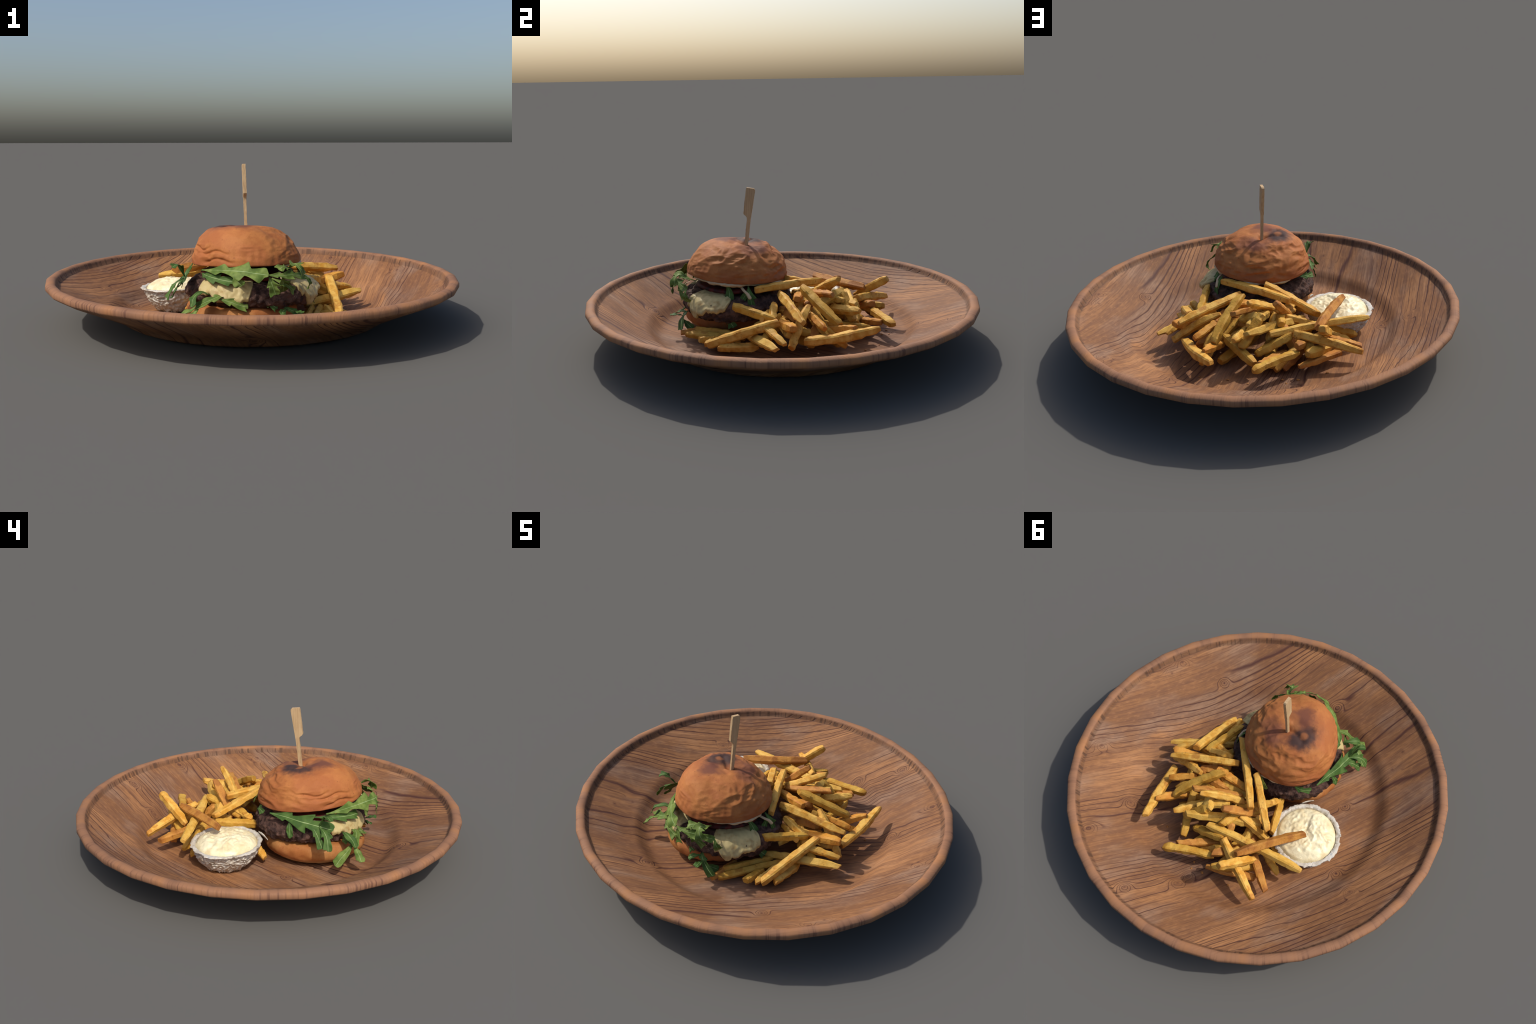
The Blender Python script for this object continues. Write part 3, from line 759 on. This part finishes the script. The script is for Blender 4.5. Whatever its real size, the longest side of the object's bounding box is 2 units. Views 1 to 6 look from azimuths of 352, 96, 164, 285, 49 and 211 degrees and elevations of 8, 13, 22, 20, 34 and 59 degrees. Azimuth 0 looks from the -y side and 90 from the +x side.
# ------------------------------------------------------------------ fries
# start, end (scene metres), half thickness, tone (0 golden, 1 skin, 2 orange, 3 pale, 4 olive), bend
FRIES = [
    ("near the bun, on top", (0.177, -0.111, 0.291), (-0.080, 0.196, 0.274), 0.021, 0, 0.006),
    ("beside it", (-0.010, 0.033, 0.303), (-0.204, 0.230, 0.209), 0.019, 0, 0.0),
    ("long one across", (0.461, 0.137, 0.218), (0.126, 0.007, 0.255), 0.021, 0, 0.003),
    ("curved one across", (0.328, 0.302, 0.170), (0.143, 0.117, 0.297), 0.020, 4, 0.012),
    ("on the wood, outermost", (0.442, 0.153, 0.119), (0.382, 0.481, 0.166), 0.021, 0, -0.012),
    ("orange block", (0.477, 0.094, 0.190), (0.270, 0.020, 0.150), 0.023, 2, 0.0),
    ("short bright end", (0.515, 0.055, 0.129), (0.390, -0.040, 0.165), 0.017, 0, 0.0),
    ("big diagonal at -y", (0.392, 0.012, 0.188), (0.366, -0.312, 0.070), 0.023, 0, 0.006),
    ("olive one by the patty", (0.250, -0.212, 0.224), (0.336, -0.006, 0.189), 0.019, 4, 0.0),
    ("low pair a", (0.205, -0.460, 0.062), (0.314, -0.161, 0.080), 0.019, 4, 0.0),
    ("low pair b", (0.187, -0.412, 0.082), (0.266, -0.175, 0.082), 0.017, 4, 0.0),
    ("low stub", (0.312, -0.372, 0.072), (0.300, -0.270, 0.070), 0.019, 4, 0.0),
    ("low brown tip", (0.192, -0.488, 0.066), (0.170, -0.340, 0.072), 0.016, 1, 0.0),
    ("low blunt", (0.345, -0.336, 0.064), (0.334, -0.180, 0.080), 0.018, 0, 0.0),
    ("under the diagonal", (0.400, -0.260, 0.064), (0.372, -0.085, 0.062), 0.021, 0, 0.0),
    ("long low pale", (0.556, 0.020, 0.118), (0.239, -0.179, 0.095), 0.020, 3, 0.0),
    ("leaning wedge", (0.488, 0.088, 0.105), (0.267, 0.152, 0.234), 0.019, 0, 0.010),
    ("reddish stub", (0.407, 0.234, 0.172), (0.290, 0.170, 0.200), 0.019, 2, 0.0),
    ("rim side stub", (0.390, 0.374, 0.172), (0.270, 0.220, 0.115), 0.020, 2, 0.0),
    ("mid orange", (0.190, 0.094, 0.250), (0.020, 0.098, 0.232), 0.020, 2, 0.0),
    ("skin slice", (0.217, 0.268, 0.284), (0.010, 0.153, 0.236), 0.016, 1, 0.004),
    ("upper wedge", (0.147, 0.293, 0.340), (-0.006, 0.172, 0.236), 0.019, 0, 0.006),
    ("mid wedge", (0.160, 0.320, 0.237), (0.040, 0.218, 0.234), 0.019, 3, 0.0),
    ("pale block", (0.252, 0.397, 0.213), (0.150, 0.262, 0.190), 0.023, 0, 0.0),
    ("long pale on the front", (0.183, 0.383, 0.226), (-0.137, 0.210, 0.170), 0.021, 3, 0.004),
    ("long one to the cup", (0.063, 0.365, 0.195), (-0.452, 0.314, 0.173), 0.020, 3, 0.008),
    ("brown one dipped in the cup", (-0.153, 0.427, 0.222), (-0.372, 0.159, 0.224), 0.021, 1, 0.008),
    ("raised stub", (-0.134, 0.545, 0.272), (-0.222, 0.385, 0.160), 0.022, 0, 0.0),
    ("low front outer", (0.202, 0.565, 0.132), (-0.030, 0.474, 0.130), 0.019, 4, 0.008),
    ("long one over the wood", (-0.322, 0.553, 0.126), (-0.046, 0.392, 0.190), 0.021, 0, 0.006),
    ("brown stick", (-0.349, 0.474, 0.108), (-0.210, 0.360, 0.125), 0.020, 1, 0.0),
    ("thick one under", (-0.069, 0.525, 0.147), (-0.235, 0.390, 0.085), 0.023, 4, 0.0),
    ("stub end", (-0.035, 0.464, 0.164), (-0.150, 0.360, 0.120), 0.021, 1, 0.0),
    ("olive one to the rim", (0.174, 0.446, 0.101), (0.268, 0.212, 0.150), 0.021, 4, 0.0),
    ("low front inner", (0.156, 0.508, 0.125), (0.000, 0.375, 0.089), 0.018, 1, 0.0),
    ("olive inner", (0.140, 0.385, 0.115), (-0.030, 0.378, 0.178), 0.021, 4, 0.0),
    ("skin block by the bun", (0.015, 0.294, 0.315), (-0.095, 0.166, 0.174), 0.020, 1, 0.0),
    ("leaning by the patty a", (0.323, -0.068, 0.188), (0.200, -0.040, 0.185), 0.018, 0, 0.0),
    ("leaning by the patty b", (0.325, -0.015, 0.187), (0.190, -0.022, 0.222), 0.019, 0, 0.0),
    ("behind the cup", (-0.225, 0.215, 0.185), (-0.160, 0.030, 0.165), 0.021, 4, 0.0),
    ("behind the cup, upper", (-0.150, 0.050, 0.192), (-0.090, 0.160, 0.205), 0.017, 0, 0.0),
    ("beside the cup", (-0.323, -0.062, 0.066), (-0.255, 0.020, 0.120), 0.018, 0, 0.0),
    ("under the cup a", (-0.345, 0.350, 0.075), (-0.220, 0.300, 0.130), 0.018, 4, 0.0),
    ("under the cup b", (-0.400, 0.290, 0.072), (-0.250, 0.250, 0.120), 0.017, 4, 0.0),
    ("pile floor a", (0.300, 0.300, 0.060), (0.080, 0.150, 0.090), 0.022, 4, 0.0),
    ("pile floor b", (0.100, 0.440, 0.075), (0.000, 0.200, 0.090), 0.022, 4, 0.0),
    ("pile floor c", (0.380, 0.180, 0.080), (0.180, 0.020, 0.090), 0.022, 4, 0.0),
    ("pile floor d", (-0.050, 0.400, 0.075), (-0.180, 0.200, 0.095), 0.022, 4, 0.0),
    ("pile middle a", (0.240, 0.240, 0.130), (0.060, 0.080, 0.150), 0.022, 0, 0.0),
    ("pile middle b", (0.080, 0.330, 0.125), (-0.100, 0.180, 0.130), 0.022, 0, 0.0),
    ("pile middle c", (0.330, 0.120, 0.130), (0.150, 0.040, 0.160), 0.022, 2, 0.0),
    ("pile middle d", (0.200, 0.160, 0.190), (0.040, 0.240, 0.170), 0.021, 2, 0.0),
    ("pile middle e", (-0.150, 0.300, 0.100), (-0.100, 0.120, 0.130), 0.020, 1, 0.0),
    ("edge of the stub", (-0.030, 0.520, 0.085), (-0.260, 0.440, 0.078), 0.018, 1, 0.0),
]


def fry_mesh(length, half, bend, seed, tone):
    r = random.Random(seed)
    rings, seg = 17, 16
    hy, hz = half * r.uniform(0.88, 1.08), half * r.uniform(0.84, 1.02)
    ta, tb = r.uniform(0.55, 0.9), r.uniform(0.6, 0.95)   # how far each end tapers
    la, lb = r.uniform(0.08, 0.3), r.uniform(0.08, 0.3)
    slant_a, slant_b = r.uniform(-0.6, 0.6), r.uniform(-0.6, 0.6)
    twist = r.uniform(-0.25, 0.25)
    v = []
    for i in range(-1, rings + 1):
        k = min(rings - 1, max(0, i))
        s = k / (rings - 1)
        sc = min(1.0, ta + (1 - ta) * s / la, tb + (1 - tb) * (1 - s) / lb)
        cap = 0.78 if i in (-1, rings) else 0.93 if k in (0, rings - 1) else 1.0
        grow = half * 0.12 if i in (-1, rings) else 0.0
        x = (s - 0.5) * length + (grow if i > 0 else -grow)
        off = bend * (1 - (2 * s - 1) ** 2) * 0.6
        jy, jz = 1 + r.uniform(-0.06, 0.06), 1 + r.uniform(-0.06, 0.06)
        for j in range(seg):
            a = TAU * (j + 0.5) / seg + twist * (s - 0.5)
            c0, s0 = math.cos(TAU * (j + 0.5) / seg), math.sin(TAU * (j + 0.5) / seg)
            m = (abs(c0) ** 7 + abs(s0) ** 7) ** (-1 / 7)
            y, z = c0 * m, s0 * m
            ct, st = math.cos(twist * (s - 0.5)), math.sin(twist * (s - 0.5))
            y, z = y * ct - z * st, y * st + z * ct
            y *= hy * sc * cap * jy
            z *= hz * sc * cap * jz
            slant = (slant_a * y if s < 0.1 else slant_b * y if s > 0.9 else 0.0)
            p = np.array([x + slant, y + off * 1.2, z + off])
            q = (p[0] + seed * 1.3, p[1], p[2])
            d = 0.0034 * nz(q, 30, seed) + 0.0024 * nz(q, 85, seed + 3)
            p[1] += d * (1 if y > 0 else -1)
            p[2] += d * (1 if z > 0 else -1)
            v.append(p)
    n = rings + 2
    return make_mesh("french_fry", v, lathe_faces(n, seg, True, True), [FRY[tone]], sharp=17)


def buried_fries():
    """The heap's inside: sticks a little below whatever lies on top at each spot."""
    r = random.Random(23)
    spots = []
    for _, a, b, *_ in FRIES:
        a, b = np.array(a), np.array(b)
        spots += [a + (b - a) * t for t in np.linspace(0.05, 0.95, 9)]
    spots = np.array(spots)

    def lid(x, y):
        d = np.hypot(spots[:, 0] - x, spots[:, 1] - y)
        near = np.sort(spots[d < 0.060, 2])
        return near[-2:].mean() if len(near) >= 5 else None

    out, tries = [], 0
    while len(out) < 28 and tries < 4000:
        tries += 1
        x, y = r.uniform(-0.20, 0.36), r.uniform(-0.10, 0.44)
        ang, ln = r.gauss(math.radians(28), 0.8), r.uniform(0.11, 0.19)
        dx, dy = math.cos(ang) * ln / 2, math.sin(ang) * ln / 2
        za, zb, zc = lid(x - dx, y - dy), lid(x + dx, y + dy), lid(x, y)
        if None in (za, zb, zc) or math.hypot(x + 0.374, y - 0.12) < 0.24 or math.hypot(x + 0.06, y + 0.24) < 0.30:
            continue
        sink = r.choice((0.054, 0.062, 0.080))
        a = np.array([x - dx, y - dy, max(0.05, za - sink)])
        b = np.array([x + dx, y + dy, max(0.05, zb - sink)])
        if (a[2] + b[2]) / 2 > zc - 0.052:
            drop = (a[2] + b[2]) / 2 - (zc - 0.052)
            a[2], b[2] = max(0.05, a[2] - drop), max(0.05, b[2] - drop)
        if any(np.linalg.norm((a + b) / 2 - m) < 0.042 for m, _ in [((o[1] + o[2]) / 2, 0) for o in out]):
            continue
        out.append(("buried", a, b, r.uniform(0.018, 0.023), r.choice((0, 0, 3, 4, 1)), 0.0))
    return out


def build_fries():
    words = ["golden", "skin-on brown", "deep orange", "pale yellow", "olive gold"]
    for k, (_, a, b, half, tone, bend) in enumerate(FRIES + buried_fries()):
        a, b = Vector(a), Vector(b)
        d = b - a
        me = fry_mesh(d.length + 0.012, half, bend, 100 + k, tone)
        x = d.normalized()
        y = Vector((0, 0, 1)).cross(x).normalized()
        z = x.cross(y)
        roll = Matrix.Rotation(rng.uniform(-0.7, 0.7), 3, x)
        y, z = roll @ y, roll @ z
        ob = add_object("french_fry", me)
        mid = (a + b) / 2
        m = Matrix((x, y, z)).transposed().to_4x4()
        m.translation = mid
        ob.matrix_world = m
        ob["label"] = f"{words[tone]} chunky fried potato stick with blunt ends"
        ob["category"] = "french fry"


# ------------------------------------------------------------------ cup of dip
def build_cup():
    rim_c, rim_r = np.array([-0.373, 0.117, 0.155]), 0.174
    rx, ry, rn = frame(0.0, -0.054, 0.019)
    base_c, base_r = np.array([-0.367, 0.126, 0.030]), 0.098
    cup = thing("dip_cup", "small crinkled clear cup filled with creamy white dip", "dip cup", (-0.370, 0.122, 0.030))
    n = Nodes("cloudy_plastic", rough=0.35, spec=0.5)
    obj = n.tc.outputs["Object"]
    col = n.ramp(n.noise(obj, 22.0, 5.0, 0.7), [(0.30, (0.26, 0.215, 0.16)), (0.44, (0.52, 0.46, 0.37)), (0.58, (0.57, 0.53, 0.46)), (0.72, (0.36, 0.385, 0.40))])
    n.bump(n.noise(obj, 85.0, 4.0, 0.7), 0.6, 0.008)
    plastic = n.done(col)
    # wall: base to rim, over the flange and back down inside
    seg = 260
    rows = [(0.0, 0.02, "b"), (0.0, 0.75, "b"), (0.0, 0.94, "b")] + [(0.03 + 0.80 * i / 33, 1.0, "w") for i in range(34)] + [
            (0.87, 1.0, "w"), (0.92, 1.0, "w"), (0.93, 1.07, "f"), (0.96, 1.10, "f"), (1.0, 1.085, "f"), (1.01, 1.02, "f"), (0.985, 0.965, "f"), (0.90, 0.955, "f"), (0.78, 0.93, "f"), (0.55, 0.87, "f")]
    v = []
    for h, k, kind in rows:
        for j in range(seg):
            a = TAU * j / seg
            cb = base_c + base_r * np.array([math.cos(a), math.sin(a), 0])
            ct = rim_c + rim_r * 0.925 * (math.cos(a) * rx + math.sin(a) * ry)
            if kind == "b":
                p = base_c + (cb - base_c) * k
            else:
                bulge = 0.019 * math.sin(math.pi * min(1, max(0, h)))
                p = cb + (ct - cb) * h + np.array([math.cos(a), math.sin(a), 0]) * (bulge + rim_r * 0.925 * (k - 1))
            o = np.array([math.cos(a), math.sin(a), 0.0])
            rough = 1.0 if kind == "w" else 0.5 if kind == "b" else 0.45
            e = rough * (0.0070 * nz(p, 24, 4) + 0.0080 * (ridged((p[0], p[1], p[2] * 1.6), 40, 9) - 0.4) + 0.0055 * nz(p, 95, 3))
            # ragged lower lip and chipped flange
            if kind == "b" or h < 0.12:
                p = p + np.array([0, 0, 0.008 * nz((math.cos(a), math.sin(a), 0), 11, 3) + 0.005 * nz((math.cos(a), math.sin(a), 0), 34, 3)])
            if kind == "f" and k > 1.0:
                chip = nz((math.cos(a), math.sin(a), 0), 4.5, 21)
                away = max(0.0, math.cos(a - math.radians(170)))
                e += 0.004 * away * (1.0 if chip > -0.1 else -0.6) - 0.010 * max(0.0, chip - 0.25) + 0.0025 * nz((math.cos(a), math.sin(a), 0), 23, 2)
                p = p + np.array([0, 0, 0.005 * nz(p, 20, 12)])
            v.append(p + o * e)
    part("cup", cup, v, lathe_faces(len(rows), seg, cap_start=True), [plastic], sharp=60)
    # the dip itself: a swirled heap
    s = Nodes("creamy_dip", rough=0.38, spec=0.4)
    obj = s.tc.outputs["Object"]
    col = s.mix(s.step(s.noise(obj, 16.0, 4.0, 0.6), 0.38, 0.68), (0.82, 0.73, 0.48), (0.68, 0.55, 0.31))
    col = s.mix(s.step(s.voronoi(obj, 55.0), 0.07, 0.13, 0.7, 0.0), col, (0.33, 0.29, 0.17))
    col = s.mix(s.step(s.noise(obj, 75.0, 3.0, 0.6), 0.66, 0.74, 0.0, 0.5), col, (0.38, 0.31, 0.16))
    s.bump(s.noise(obj, 60.0, 4.0, 0.6), 0.4, 0.006)
    dip = s.done(col)
    rr, seg, v = 40, 120, []
    for i in range(1, rr + 1):
        q = i / rr
        for j in range(seg):
            a = TAU * j / seg
            p = rim_c + rim_r * 0.885 * q * (math.cos(a) * rx + math.sin(a) * ry)
            h = 0.028 * (1 - q ** 4) - 0.004
            # a thicker half towards -x with a steep front, folded by the spoon
            fold = (p[0] + 0.372 + 0.020 * math.sin((p[1] - 0.1) * 22)) * -1
            front = 1 / (1 + math.exp(-fold / 0.006))
            h += 0.016 * front * (1 - q ** 4) * math.exp(-((p[1] - 0.085) / 0.10) ** 2)
            h += (0.009 * nz((p[0] * 0.7, p[1], 0), 20, 5) + 0.006 * (ridged(p, 32, 8) - 0.5) + 0.003 * nz(p, 80, 8)) * (1 - q ** 6)
            h -= 0.012 * max(0.0, q - 0.93) / 0.07
            v.append(p + rn * h)
    f = [tuple(reversed(x)) for x in lathe_faces(rr, seg)]
    f = [x for x in f]
    v.append(rim_c + rn * 0.030)
    for j in range(seg):
        f.append((len(v) - 1, j, (j + 1) % seg))
    part("dip", cup, v, [tuple(x) for x in f], [dip])
    # torn sliver of plastic standing between cup and burger
    a, b = np.array([-0.262, -0.018, 0.172]), np.array([-0.300, -0.075, 0.150])
    sp, v = spline([a, (a + b) / 2 + np.array([0, 0, 0.004]), b], 12), []
    for i, c in enumerate(sp):
        w = 0.007 * (1 - abs(i / 11 - 0.5)) + 0.002 * nz(c, 60, 3)
        for dx, dz in ((-0.002, -w), (0.002, -w), (0.002, w), (-0.002, w)):
            v.append(c + np.array([dx, 0, dz]))
    part("plastic_sliver", cup, v, lathe_faces(12, 4, True, True), [plastic])


def build_crumbs():
    m = simple("fried_crumb", (0.45, 0.20, 0.05), (0.25, 0.10, 0.03), 60.0)
    V, F = [], []
    r = random.Random(4)
    for x, y in [(0.05, 0.555), (-0.01, 0.545), (0.38, 0.30), (0.30, 0.43), (0.42, 0.36), (-0.16, 0.53), (0.22, 0.50), (0.06, 0.52)]:
        o = len(V)
        sz = r.uniform(0.004, 0.009)
        for i in range(5):
            for j in range(7):
                a, b = TAU * j / 7, math.pi * (i + 0.5) / 5
                k = sz * r.uniform(0.7, 1.2)
                V.append((x + k * math.sin(b) * math.cos(a), y + k * math.sin(b) * math.sin(a), 0.029 + 0.6 * k * (1 - math.cos(b)) * 0.5))
        F += [tuple(o + q for q in x2) for x2 in lathe_faces(5, 7, True, True)]
    me = make_mesh("fried_crumbs", V, F, [m])
    ob = add_object("fried_crumbs", me)
    ob["label"], ob["category"], ob["kind"] = "tiny brown fried crumbs scattered on the plate", "crumbs", "stuff"


# ------------------------------------------------------------------ put it together
build_plate()
burger = thing("hamburger", "tall hamburger with wrinkled bun, cheese, rocket and bamboo skewer", "hamburger", BURGER_AT)
build_bottom_bun(burger)
build_patty(burger)
build_cheese(burger)
build_cream_and_tomato(burger)
build_leaves(burger)
build_top_bun(burger)
build_skewer(burger)
build_fries()
build_cup()
build_crumbs()
